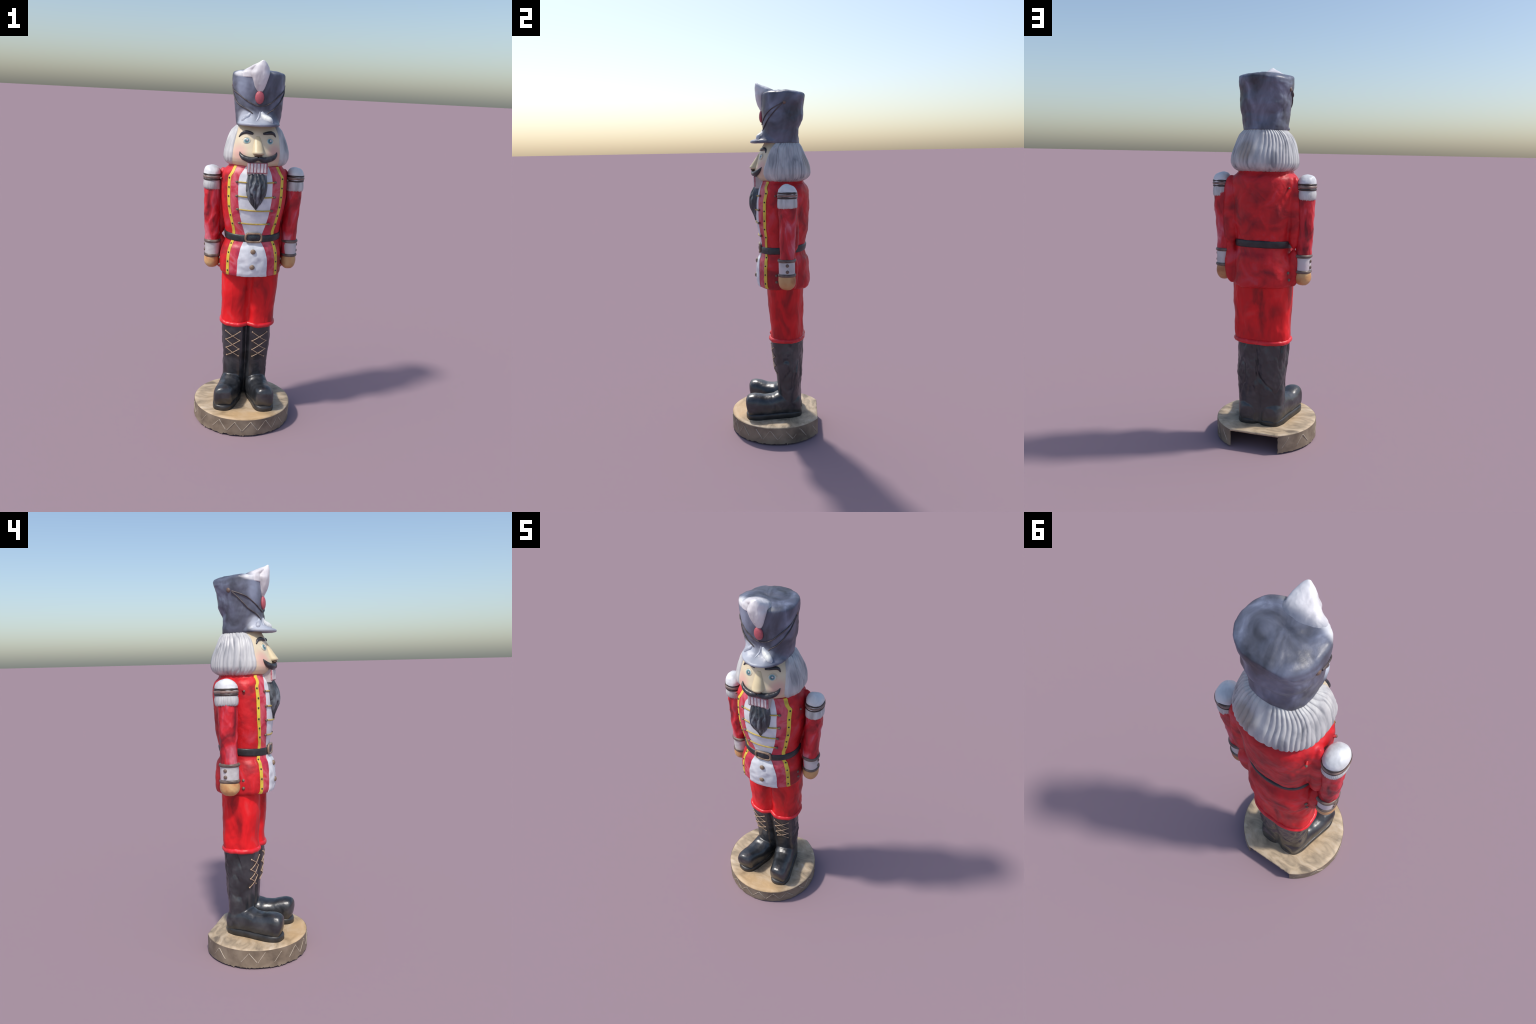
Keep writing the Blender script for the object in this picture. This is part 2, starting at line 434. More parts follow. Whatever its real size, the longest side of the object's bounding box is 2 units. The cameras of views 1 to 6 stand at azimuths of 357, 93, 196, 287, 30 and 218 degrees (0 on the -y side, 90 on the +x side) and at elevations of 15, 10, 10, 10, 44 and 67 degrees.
# carved zigzag: pale lines that sit in the wall
zig = 16
obs = []
for i in range(zig * 2):
    a0 = CUT_L + math.radians(4) + (span - math.radians(8)) * i / (zig * 2)
    a1 = CUT_L + math.radians(4) + (span - math.radians(8)) * (i + 1) / (zig * 2)
    if random.random() < 0.15: continue
    z0, z1 = (0.032, 0.084) if i % 2 == 0 else (0.084, 0.032)
    j0, j1 = random.uniform(-0.004, 0.004), random.uniform(-0.004, 0.004)
    pts = []
    for k in range(5):
        a = a0 + (a1 - a0) * (0.04 + 0.92 * k / 4)
        x, y = rim(a, 1.004 + 0.006 * noise.noise(Vector((a * 3, 0.6, 7))))
        pts.append((x, y, z0 + j0 + (z1 + j1 - z0 - j0) * k / 4))
    r = 0.0024 if i % 2 else 0.0015
    obs.append(tube('carved_line', pts, r, M_carve, None, 6, 3))
bm = bmesh.new()
for o in obs: bm.from_mesh(o.data); bpy.data.objects.remove(o)
me = bpy.data.meshes.new('carved_line'); bm.to_mesh(me); bm.free(); me.materials.append(M_carve)
ob = bpy.data.objects.new('carved_line', me); COL.objects.link(ob); ob.parent = base_top; ob['kind'] = 'stuff'

# ---------------------------------------------------------------- boots
SHAFT = Body([
    (0.112, -0.126, 0.124, 0.030, 0.156), (0.20, -0.126, 0.126, 0.026, 0.156), (0.27, -0.127, 0.129, 0.020, 0.158),
    (0.34, -0.130, 0.132, 0.015, 0.163), (0.40, -0.133, 0.135, 0.002, 0.166), (0.46, -0.137, 0.137, -0.004, 0.168),
    (0.53, -0.141, 0.138, -0.012, 0.171), (0.575, -0.144, 0.140, -0.013, 0.172)], 3.5, 2.7, 0.0, 0.5, (-0.01, -0.04),
    (-0.002, 0.015, lambda z: 0.034, 0.006))
FOOT = curve([(-0.161, 0.115, 0.020, 0.180, 0.222), (-0.153, 0.114, 0.043, 0.145, 0.238), (-0.138, 0.113, 0.052, 0.114, 0.247),
    (-0.115, 0.111, 0.056, 0.107, 0.250), (-0.085, 0.106, 0.057, 0.106, 0.246), (-0.045, 0.097, 0.058, 0.106, 0.237),
    (-0.010, 0.086, 0.062, 0.106, 0.238), (0.015, 0.077, 0.064, 0.106, 0.248), (0.06, 0.070, 0.062, 0.106, 0.255),
    (0.11, 0.064, 0.060, 0.106, 0.25), (0.145, 0.060, 0.050, 0.106, 0.23), (0.158, 0.058, 0.038, 0.108, 0.21)])
def boots():
    parts = [loft('shaft', SHAFT, None, None, 0.005, 160)]
    for s in (1, -1):
        dx = 0.0 if s > 0 else -0.006
        rings = []
        for j in range(70):
            y = -0.161 + (0.158 + 0.161) * j / 69
            xc, hw, zb, zt = FOOT(y)
            wide = 0.013 * math.exp(-((y + 0.05) / 0.045) ** 2) if s < 0 else 0.004 * math.exp(-((y + 0.05) / 0.045) ** 2)
            r = []
            for i in range(64):
                t = 2 * math.pi * i / 64
                c, q = math.cos(t), math.sin(t)
                e = 2 / 2.6 if q > 0 else 2 / 3.4
                zc = (zb + zt) / 2 - 0.004
                r.append(Vector((s * (xc + (hw if c > 0 else hw + wide) * sgnpow(c, 2 / 2.5)) + dx, y, zc + ((zt - 0.009 - zc) if q > 0 else (zc - zb)) * sgnpow(q, e))))
            rings.append(r)
        parts.append(tube_loft('foot', rings, None))
    ob = fuse('boot', parts, 0.0032, 8, M_boot, root)
    def wr(p):
        up = min(max((p.z - 0.25) / 0.06, 0), 1)
        side_w = min(max((p.y - 0.025) / 0.05, 0), 1)
        return (up * (0.0008 + 0.0075 * side_w) * fbm((p.x, p.y, p.z * 0.55), 18, 1.5)
                - up * side_w * 0.0055 * max(0, ridged((p.x, p.y, p.z * 0.4), 16, 4) - 0.72) / 0.28 + 0.0008 * fbm(p, 40, 3))
    displace(ob, wr)
    return halve(ob, -0.003)
boot_pair = boots()
for s, ob in zip((1, -1), boot_pair):
    dx = 0.0 if s > 0 else -0.006
    outline = [(0.004, 0.110), (0.006, 0.146), (0.030, 0.161), (0.070, 0.161), (0.102, 0.150), (0.125, 0.110), (0.138, 0.050), (0.156, -0.030),
               (0.169, -0.090), (0.161, -0.135), (0.137, -0.154), (0.102, -0.161), (0.074, -0.149), (0.056, -0.118), (0.041, -0.060), (0.020, 0.005), (0.010, 0.060)]
    if s < 0: outline[13:16] = [(0.051, -0.118), (0.030, -0.060), (0.010, 0.005)]
    P = [Vector((s * x + dx, y, 0)) for x, y in outline]
    C = []
    m = len(P)
    for i in range(m):
        a_, b_, c_, d_ = P[i - 1], P[i], P[(i + 1) % m], P[(i + 2) % m]
        for k in range(6):
            t = k / 6
            C.append(0.5 * ((2*b_) + (c_ - a_)*t + (2*a_ - 5*b_ + 4*c_ - d_)*t*t + (3*b_ - a_ - 3*c_ + d_)*t**3))
    cen = sum(C, Vector()) / len(C)
    rings = []
    for z, sc in ((0.096, 1.0), (0.122, 1.0), (0.128, 0.99), (0.131, 0.965), (0.133, 0.94)):
        rings.append([cen + (p - cen) * sc + Vector((0, 0, z + 0.001 * noise.noise(p * 30))) for p in C])
    tube_loft('sole', rings, M_sole, ob)
    inner = [(0.035, 0.523), (0.036, 0.466), (0.038, 0.411), (0.040, 0.365)]
    outer = [(0.116, 0.521), (0.113, 0.466), (0.110, 0.414), (0.106, 0.365)]
    def on(x, z, o=0.0025):
        return SHAFT.front(s * x, z, o)
    for x, z in inner + outer:
        place('eyelet', ball_eyelet, on(x, z, 0.002), 0.0045, ob)
    for i in range(3):
        for p, q in ((inner[i], outer[i + 1]), (outer[i], inner[i + 1])):
            pts = [on(p[0] + (q[0] - p[0]) * k / 4, p[1] + (q[1] - p[1]) * k / 4, 0.0022 + 0.0012 * math.sin(k / 4 * math.pi)) for k in range(5)]
            tube('lace', pts, 0.0021, M_lace, ob, 7, 3)

# ---------------------------------------------------------------- trousers
PANTS = Body([(0.556, -0.142, 0.144, -0.012, 0.170), (0.575, -0.146, 0.150, -0.016, 0.174), (0.61, -0.147, 0.151, -0.014, 0.174),
              (0.66, -0.147, 0.153, -0.018, 0.173), (0.76, -0.150, 0.161, -0.026, 0.175), (0.90, -0.154, 0.169, -0.030, 0.177)], 3.0, 2.6, 0.0, 0.5, (-0.01, -0.035),
             (0.003, 0.024, lambda z: 0.028, 0.004))
def trousers():
    ob = loft('leg', PANTS, M_trousers, root, 0.004, 256)
    def wr(p):
        back = min(max((p.y - 0.06) / 0.06, 0), 1)
        return (0.0030 + 0.0035 * back) * fbm((p.x, p.y, p.z * 0.5), 15, 6) + 0.0022 * max(0, ridged((p.x, p.y, p.z * 0.35), 24, 2) - 0.5)
    displace(ob, wr)
    return halve(ob, 0.003)
for s, ob in zip((1, -1), trousers()):
    pts, rad = [], []
    for i in range(25):
        t = math.pi * i / 24 - math.pi / 2
        p = PANTS.ring(t if s > 0 else math.pi - t, 0.568, -0.002)
        if i in (0, 24): p.x = 0.003 - 0.004 * s
        sc = 0.003 * noise.noise(Vector((i * 0.7, s, 0)))
        low = 0.005 * math.sin(math.pi * min(1, abs(p.x) / 0.14)) if t < 0 else 0
        pts.append(p + Vector((0, 0, sc - low))); rad.append(0.0135 + 0.002 * noise.noise(Vector((i * 0.9, s, 5))))
    tube('trouser_cuff', pts, rad, M_cuffroll, ob, 14, 5)

# ---------------------------------------------------------------- torso (coat)
TORSO = Body([
    (0.864, -0.150, 0.162, -0.072, 0.196), (0.873, -0.162, 0.171, -0.083, 0.210), (0.890, -0.167, 0.173, -0.0885, 0.214), (0.930, -0.168, 0.172, -0.0900, 0.211), (0.970, -0.166, 0.170, -0.0890, 0.207),
    (1.020, -0.155, 0.163, -0.0815, 0.203), (1.050, -0.140, 0.157, -0.066, 0.188), (1.075, -0.138, 0.155, -0.062, 0.184), (1.100, -0.142, 0.155, -0.062, 0.187),
    (1.150, -0.150, 0.160, -0.070, 0.196), (1.215, -0.162, 0.174, -0.082, 0.206), (1.290, -0.168, 0.181, -0.0885, 0.207), (1.350, -0.171, 0.184, -0.0875, 0.211),
    (1.400, -0.172, 0.183, -0.079, 0.213), (1.425, -0.167, 0.177, -0.073, 0.209), (1.442, -0.155, 0.167, -0.066, 0.200), (1.456, -0.138, 0.153, -0.059, 0.184), (1.485, -0.13, 0.145, -0.05, 0.17)], 2.15, 2.6, 0.055, 0.45, (0.02, -0.08))
def col(f): return lambda z: float(f(z)[0])
braidL = col(curve([(1.468, -0.096), (1.43, -0.113), (1.405, -0.127), (1.353, -0.129), (1.305, -0.128), (1.25, -0.124), (1.203, -0.115), (1.159, -0.104), (1.11, -0.094), (1.06, -0.098), (1.045, -0.104), (1.0, -0.117), (0.95, -0.121), (0.874, -0.120)]))
braidR = col(curve([(1.468, 0.117), (1.43, 0.136), (1.405, 0.150), (1.354, 0.149), (1.306, 0.148), (1.252, 0.143), (1.206, 0.134), (1.158, 0.124), (1.11, 0.112), (1.06, 0.114), (1.044, 0.122), (0.997, 0.135), (0.947, 0.139), (0.874, 0.140)]))
def blob_column(x, y, rx, ry, z0, z1):
    rings = []
    for j in range(24):
        t = j / 23; f = max(0.03, (1 - abs(2 * t - 1) ** 3.2)) ** 0.5
        rings.append([Vector((x + rx * f * math.cos(a), y + ry * f * math.sin(a), z0 + (z1 - z0) * t)) for a in [2 * math.pi * i / 32 for i in range(32)]])
    return tube_loft('web', rings, None)
def torso():
    parts = [loft('t', TORSO, None, None, 0.005, 160),
             blob_column(0.172, 0.124, 0.044, 0.030, 1.080, 1.440),
             blob_column(0.178, 0.108, 0.028, 0.026, 0.980, 1.150),
             blob_column(0.168, 0.122, 0.036, 0.026, 0.870, 1.060),
             blob_column(-0.166, 0.100, 0.036, 0.034, 1.066, 1.440),
             blob_column(-0.166, 0.102, 0.032, 0.032, 0.868, 1.066)]
    ob = fuse('torso', parts, 0.0035, 22, M_coat, root)
    def wr(p):
        back = min(max((p.y - 0.04) / 0.06, 0), 1)
        flank = 1.0 if (p.x < braidL(p.z) - 0.014 or p.x > braidR(p.z) + 0.014) else 0.0
        return (0.0006 + 0.0022 * flank * (1 - back) + 0.0060 * back) * fbm((p.x, p.y, p.z * 0.7), 11, 9) + 0.0025 * back * max(0, ridged(p, 13, 7) - 0.6) + 0.0007 * fbm(p, 45, 2)
    displace(ob, wr)
    return ob
coat = torso()
TF = TORSO.front
def zs(a, b, n): return [a + (b - a) * i / n for i in range(n + 1)]
def col(f): return lambda z: float(f(z)[0])
panL = col(curve([(1.465, -0.044), (1.45, -0.053), (1.41, -0.077), (1.38, -0.081), (1.304, -0.079), (1.213, -0.067), (1.160, -0.053), (1.10, -0.034)]))
panR = col(curve([(1.465, 0.072), (1.45, 0.080), (1.41, 0.094), (1.38, 0.098), (1.312, 0.098), (1.219, 0.087), (1.160, 0.073), (1.10, 0.054)]))
lowL = col(curve([(1.065, -0.038), (1.05, -0.045), (1.01, -0.060), (0.973, -0.066), (0.93, -0.069), (0.875, -0.069)]))
lowR = col(curve([(1.065, 0.050), (1.05, 0.058), (0.994, 0.082), (0.93, 0.090), (0.875, 0.090)]))
W = 0.0072
up_z, low_z = zs(1.095, 1.464, 60), zs(0.8735, 1.066, 34)
patch('front_panel', TF, up_z, panL, panR, 0.0022, M_white, coat, 24)
fl = patch('front_panel', TF, low_z, lowL, lowR, 0.0030, M_white, coat, 24)
displace(fl, lambda p: 0.0030 * fbm(p, 24, 4) + 0.0008)
for bf, wf, zz in ((braidL, panL, up_z), (braidL, lowL, low_z)):
    patch('lapel', TF, zz, lambda z: bf(z) + W * 0.8, lambda z: wf(z) + 0.001, 0.0013, M_crimson, coat, 12)
for bf, wf, zz in ((braidR, panR, up_z), (braidR, lowR, low_z)):
    patch('lapel', TF, zz, lambda z: wf(z) - 0.001, lambda z: bf(z) - W * 0.8, 0.0013, M_crimson, coat, 12)
for bf in (braidL, braidR):
    patch('braid', TF, up_z, lambda z: bf(z) - W, lambda z: bf(z) + W, 0.0026, M_yellow, coat, 4)
    patch('braid', TF, low_z, lambda z: bf(z) - W, lambda z: bf(z) + W, 0.0030, M_yellow, coat, 4)
    for z in (1.401, 1.353, 1.305, 1.251, 1.204, 1.158, 1.044, 0.998, 0.949, 0.899):
        place('stud', ball_stud, TF(bf(z) + random.uniform(-0.001, 0.001), z, 0.003), 0.0049, coat)
# frogging bars across the chest
for (xl, zl), (xr, zr) in (((-0.087, 1.384), (0.110, 1.386)), ((-0.085, 1.311), (0.109, 1.309)), ((-0.079, 1.241), (0.098, 1.236)), ((-0.066, 1.166), (0.087, 1.163))):
    pts = [TF(xl + (xr - xl) * i / 12, zl + (zr - zl) * i / 12 - 0.003 * math.sin(math.pi * i / 12), 0.0045) for i in range(13)]
    tube('gold_bar', pts, 0.0038, M_bar, coat, 8, 3)
    for x, z, sg in ((xl, zl, -1), (xr, zr, 1)):
        place('bar_knob', ball_knob, TF(x, z, 0.006), (0.0095, 0.0075, 0.0070), coat)
for x, z in ((0.012, 1.011), (0.010, 0.927)):
    place('coat_button', ball_button, TF(x, z, 0.004), (0.0145, 0.0095, 0.0140), coat)
# belt
def belt_pt(th, t):
    """t in 0..1 over a rounded band profile"""
    prof = [(-0.001, -0.003), (0.001, 0.004), (0.006, 0.0065), (0.019, 0.0072), (0.032, 0.0065), (0.037, 0.004), (0.039, -0.003)]
    p0 = TORSO.ring(th, 1.08, 0)
    rise = 0.016 * (p0.y + 0.06) / 0.26
    h, o = prof[t]
    z = 1.060 + rise + h
    q = TORSO.ring(th, z, o)
    return q
rings = [[belt_pt(2 * math.pi * i / 128, t) for i in range(128)] for t in range(7)]
tube_loft('belt', rings, M_belt, coat, caps=False)
# buckle: frame and black plate
bx0, bx1, bz0, bz1 = -0.034, 0.058, 1.060, 1.112
frame = []
for cx, cz, a0 in ((bx1 - 0.020, bz1 - 0.020, 0), (bx0 + 0.020, bz1 - 0.020, 90), (bx0 + 0.020, bz0 + 0.020, 180), (bx1 - 0.020, bz0 + 0.020, 270)):
    for k in range(4):
        a = math.radians(a0 + 30 * k)
        frame.append(TF(cx + 0.0165 * math.cos(a), cz + 0.0165 * math.sin(a), 0) * 1)
ybuck = [p.y for p in frame]
fr = []
for p in frame:
    q = TF(p.x, 1.085, 0.0115); fr.append(Vector((p.x, q.y, p.z)))
tube('buckle', fr, 0.0060, M_button, coat, 10, 4, closed=True)
def plate(x, z, o):
    q = TF(x, 1.085, 0)
    u = (x - 0.012) / 0.046; v = (z - 1.086) / 0.026
    return Vector((x, q.y - o - 0.010 * max(0, 1 - u * u) * max(0, 1 - v * v), z))
patch('buckle_plate', plate, zs(1.064, 1.108, 12), lambda z: -0.031, lambda z: 0.055, 0.007, M_plate, coat, 16, 0.02)
# pegs and side buttons
for p in ((-0.163, 0.022, 0.946), (-0.166, 0.022, 0.907), (0.167, 0.030, 0.950), (0.169, 0.030, 0.914), (-0.148, 0.136, 0.946), (-0.152, 0.132, 0.909)):
    place('side_button', ball_knob, p, 0.0085, coat)
for p, q in (((-0.158, 0.02, 1.395), (-0.174, 0.004, 1.389)), ((0.170, 0.045, 1.393), (0.184, 0.030, 1.389)), ((-0.14, 0.135, 1.388), (-0.152, 0.158, 1.384))):
    tube('peg', [p, Vector(p).lerp(Vector(q), 0.5), q], [0.007, 0.006, 0.0055], M_coat, coat, 8, 3)
    place('peg_tip', ball_knob, q, 0.006, coat)

# ---------------------------------------------------------------- arms
def arm(s):
    if s < 0:
        rows = [(0.93, -0.25, -0.174, 0.0325, 0.121), (1.02, -0.252, -0.174, 0.0325, 0.119), (1.06, -0.254, -0.174, 0.0345, 0.118), (1.13, -0.258, -0.174, 0.0325, 0.118), (1.2, -0.262, -0.175, 0.0305, 0.119), (1.28, -0.264, -0.177, 0.0295, 0.124), (1.34, -0.265, -0.178, 0.0285, 0.127), (1.4, -0.262, -0.18, 0.0305, 0.127)]
        cap = [(1.372, -0.27, -0.178, 0.0195, 0.136), (1.405, -0.271, -0.178, 0.0205, 0.136), (1.42, -0.269, -0.18, 0.0235, 0.133), (1.435, -0.263, -0.186, 0.0335, 0.123), (1.446, -0.25, -0.199, 0.0505, 0.105), (1.452, -0.232, -0.218, 0.0725, 0.083)]
        fr = [(1.326, -0.266, -0.177, 0.0265, 0.129), (1.333, -0.27, -0.176, 0.0205, 0.135), (1.35, -0.272, -0.176, 0.0185, 0.137), (1.376, -0.268, -0.18, 0.0225, 0.133)]
        rings_z = [(1.402, 0.0068, M_darkband), (1.377, 0.0068, M_darkband), (1.3895, 0.0085, M_ringbrown)]
        cuffz = (0.962, 1.030); bands = (1.033, 0.952); hand_top, hand_bot = 0.950, 0.875
        hand = (-0.256, -0.169, 0.027, 0.127); btn = [(1.008, 0.085), (0.976, 0.085)]
    else:
        rows = [(0.95, 0.178, 0.256, 0.047, 0.130), (1.04, 0.177, 0.258, 0.047, 0.130), (1.08, 0.175, 0.259, 0.048, 0.131), (1.13, 0.173, 0.261, 0.050, 0.134), (1.20, 0.178, 0.266, 0.052, 0.138), (1.28, 0.186, 0.271, 0.049, 0.143), (1.34, 0.188, 0.273, 0.047, 0.144), (1.40, 0.190, 0.272, 0.05, 0.142)]
        cap = [(1.380, 0.188, 0.279, 0.043, 0.147), (1.408, 0.188, 0.280, 0.044, 0.147), (1.424, 0.188, 0.277, 0.047, 0.143), (1.440, 0.194, 0.268, 0.060, 0.132), (1.451, 0.206, 0.252, 0.074, 0.112), (1.4565, 0.220, 0.234, 0.086, 0.098)]
        fr = [(1.331, 0.188, 0.276, 0.044, 0.145), (1.338, 0.187, 0.280, 0.041, 0.148), (1.355, 0.187, 0.281, 0.041, 0.148), (1.384, 0.189, 0.278, 0.044, 0.146)]
        rings_z = [(1.409, 0.0068, M_darkband), (1.384, 0.0068, M_darkband), (1.3965, 0.0085, M_ringbrown)]
        cuffz = (0.977, 1.040); bands = (1.045, 0.966); hand_top, hand_bot = 0.966, 0.880
        hand = (0.177, 0.262, 0.041, 0.136); btn = [(1.022, 0.092), (0.988, 0.092)]
    B = Body(rows, 2.2, 2.2, mid=0.5)
    sl = loft('arm', B, M_sleeve, root, 0.004, 96)
    displace(sl, lambda p: (0.0034 * fbm((p.x, p.y, p.z * 0.6), 20, 11 + s) + 0.0036 * (max(0, ridged((p.x, p.y, p.z * 0.55), 24, 3 + s)) - 0.45)) * min(1, max(0, (p.z - 1.02) / 0.03)))
    C = Body(cap, 2.2, 2.2, mid=0.5)
    cp = loft('epaulette', C, M_cap, sl, 0.0025, 72)
    def loop(z, o, m=28):
        return [B2.ring(2 * math.pi * i / m, z, o) for i in range(m)]
    B2 = C
    for z, r, m in rings_z:
        tube('epaulette_ring', [C.ring(2 * math.pi * i / 28, max(z, C.z0), -0.0045) * 1 + Vector((0, 0, z - max(z, C.z0))) for i in range(28)], r, m, sl, 10, 3, closed=True)
    Fr = Body(fr, 2.2, 2.2, mid=0.5)
    m = 46
    nn = m * 4
    rings = []
    for j in range(13):
        t = j / 12
        loop_ = []
        for i in range(nn):
            a = 2 * math.pi * i / nn
            strand = abs(math.sin(m * a / 2))
            z = Fr.z0 + (Fr.z1 - Fr.z0) * t
            z -= (1 - t) ** 2 * 0.004 * noise.noise(Vector((math.cos(a) * 9, math.sin(a) * 9, s))) + (1 - t) ** 3 * 0.003 * strand
            p = Fr.ring(a, Fr.z0 + (Fr.z1 - Fr.z0) * t, -0.0016 * (1 - strand) * (0.35 + 0.65 * (1 - t)))
            loop_.append(Vector((p.x, p.y, z)))
        rings.append(loop_)
    tube_loft('fringe', rings, M_fringe, sl)
    # cuff, bands, hand
    Cf = Body([(cuffz[0] - 0.006, *[hand[0] + 0.005, hand[1] - 0.002, hand[2] + 0.004, hand[3] - 0.004]), (cuffz[1], *[hand[0] + 0.003, hand[1] - 0.001, hand[2] + 0.003, hand[3] - 0.004]), (cuffz[1] + 0.006, *[hand[0] + 0.003, hand[1] - 0.001, hand[2] + 0.003, hand[3] - 0.004])], 2.3, 2.3, mid=0.5)
    loft('cuff', Cf, M_cuff, sl, 0.004, 72)
    for z in bands:
        rr = []
        for i in range(32):
            a = 2 * math.pi * i / 32
            zz = min(max(z, Cf.z0), Cf.z1)
            p = Cf.ring(a, zz, -0.003); p.z = z
            rr.append(p)
        b = tube('cuff_band', rr, 0.0095, M_brown, sl, 10, 3, closed=True)
        for v in b.data.vertices: v.co.z = z + (v.co.z - z) * 1.0
    hx, hy = (hand[0] + hand[1]) / 2, (hand[2] + hand[3]) / 2
    H = []
    for k in range(17):
        t = k / 16
        z = hand_bot + (hand_top - hand_bot) * t
        f = (1 - (1 - min(t / 0.62, 1)) ** 2.3) ** 0.5 if t < 0.62 else 1 - 0.10 * ((t - 0.62) / 0.38) ** 2
        f = max(f, 0.04)
        H.append((z, hx - (hx - hand[0]) * f, hx + (hand[1] - hx) * f, hy - (hy - hand[2]) * f, hy + (hand[3] - hy) * f))
    Hb = Body(H, 2.2, 2.2, mid=0.5)
    hd = loft('hand', Hb, M_hand, sl, 0.0025, 72)
    displace(cp, lambda p: 0.0022 * fbm(p, 26, 8 + s))
    displace(hd, lambda p: 0.001 * fbm(p, 40, s))
    for z, y in btn:
        x = hand[1] - 0.001 if s > 0 else hand[0] + 0.002
        place('cuff_button', ball_knob, (x, y, z), (0.0055, 0.0095, 0.0095), sl)
arm(1); arm(-1)

# ---------------------------------------------------------------- head
HEAD = Body([(1.455, -0.115, 0.133, -0.030, 0.160), (1.463, -0.130, 0.148, -0.054, 0.176), (1.475, -0.142, 0.160, -0.076, 0.192), (1.490, -0.152, 0.169, -0.089, 0.206), (1.510, -0.157, 0.175, -0.0945, 0.212), (1.530, -0.156, 0.175, -0.0935, 0.211),
             (1.560, -0.151, 0.169, -0.084, 0.204), (1.600, -0.140, 0.156, -0.0705, 0.186), (1.640, -0.122, 0.138, -0.056, 0.170), (1.675, -0.100, 0.118, -0.036, 0.158), (1.70, -0.09, 0.11, -0.030, 0.150)], 1.78, 2.8, 0.075, 0.45, (0.045, -0.06))
head = loft('head', HEAD, M_face, root, 0.004, 144)
HF = HEAD.front
displace(head, lambda p: -0.008 * min(1, max(0, (p.y - 0.0) / 0.03)))
# hair: ribbed shell from temple to temple round the back
edge_l = col(curve([(1.455, -0.108), (1.489, -0.117), (1.536, -0.115), (1.60, -0.105), (1.65, -0.094), (1.69, -0.086)]))
edge_r = col(curve([(1.455, 0.116), (1.489, 0.125), (1.536, 0.128), (1.60, 0.123), (1.65, 0.114), (1.69, 0.106)]))
def hair_point(u, z, off):
    cx, a, cy, bf, bb = HEAD.sec(z)
    def edge(x):
        t = min(0.985, abs(x - cx) / a)
        return -math.acos(t ** (HEAD.nf / 2))
    t0, t1 = edge(edge_r(z)), math.pi - edge(edge_l(z))
    return HEAD.ring(t0 + (t1 - t0) * u, z, off)
nu, nv = 480, 60
V = []
HZ0, HZ1 = 1.458, 1.684
for j in range(nv + 1):
    t = j / nv
    z = HZ0 + (HZ1 - HZ0) * t
    for i in range(nu + 1):
        u = i / nu
        wob = 0.012 * noise.noise(Vector((u * 6, t * 1.8, 1))) + 0.005 * noise.noise(Vector((u * 17, t * 3, 3)))
        ph = (u + wob) * 36
        rib = abs(math.sin(ph * math.pi)) ** 0.8
        amp = 0.0062 * (0.8 + 0.7 * noise.noise(Vector((u * 22, t * 1.3, 8))))
        lock = 0.0030 * noise.noise(Vector((u * 13, t * 2.5, 5)))
        e = min(u, 1 - u) / 0.02
        roll = min(1, e) ** 0.5
        btm = min(1, t / 0.07) ** 0.5
        top = min(1, max(0, (1.684 - z) / 0.035)) ** 0.7
        sf = min(1, (min(u, 1 - u)) / 0.16)
        wave = 0.0030 * math.sin(u * 95) * (1 - sf)
        o = -0.007 + 0.0165 * roll * btm * (0.25 + 0.75 * top) - amp * (1 - rib) * (0.12 + 0.88 * sf) + (lock + wave) * roll * top
        if z > 1.655 : o -= 0.004 * (z - 1.655) / 0.03
        V.append(hair_point(u, z, o))
F = grid_faces(nu + 1, nv + 1)
hair = mesh_obj('hair', V, F, M_hair, head)
so = hair.modifiers.new('solid', 'SOLIDIFY'); so.thickness = 0.006; so.offset = -1

# nose
tip, bridge, bl, br = Vector((0.0155, -0.1215, 1.540)), Vector((0.008, -0.064, 1.622)), Vector((-0.013, -0.097, 1.534)), Vector((0.043, -0.093, 1.535))
rings = []
for k in range(15):
    t = k / 14
    c = bridge.lerp(tip, t); hw = 0.0105 + 0.0150 * t ** 0.9
    wl = bridge.lerp(bl, t); wr_ = bridge.lerp(br, t)
    ring = []
    for i in range(20):
        a = math.pi * i / 19
        x = c.x - hw * 1.25 * math.cos(a)
        base_y = HF(min(max(x, -0.1), 0.12), c.z, 0).y + 0.006
        y = base_y + (c.y - base_y) * math.sin(a) ** 0.75
        ring.append(Vector((x, y, c.z)))
    for i in range(1, 7):
        x = c.x + hw * 1.25 * (1 - 2 * i / 7)
        ring.append(Vector((x, HF(x, c.z, 0).y + 0.012, c.z)))
    rings.append(ring)
# underside rounds back to the lip
last = rings[-1]
for dz, f in ((0.004, 0.93), (0.008, 0.75), (0.010, 0.45)):
    cc = sum(last, Vector()) / len(last)
    ring = []
    for p in last:
        yb = HF(p.x, p.z, 0).y + 0.012
        ring.append(Vector((cc.x + (p.x - cc.x) * (0.6 + 0.4 * f), yb + (p.y - yb) * f, p.z - dz)))
    rings.append(ring)
nose = tube_loft('nose', rings, M_nose, head)

M_nose_shadow = paint('nose_shadow_brown', [(0.35, (0.09, 0.055, 0.035)), (0.65, (0.20, 0.13, 0.08))], 40, rough=0.5)
place('nose_shadow', ball_mesh('nose_shadow', M_nose_shadow, 3), (0.0155, -0.1015, 1.5265), (0.0215, 0.013, 0.0065), head, (-0.25, 0, 0.1))  # dark ellipsoid modelled for the shadow under the nose
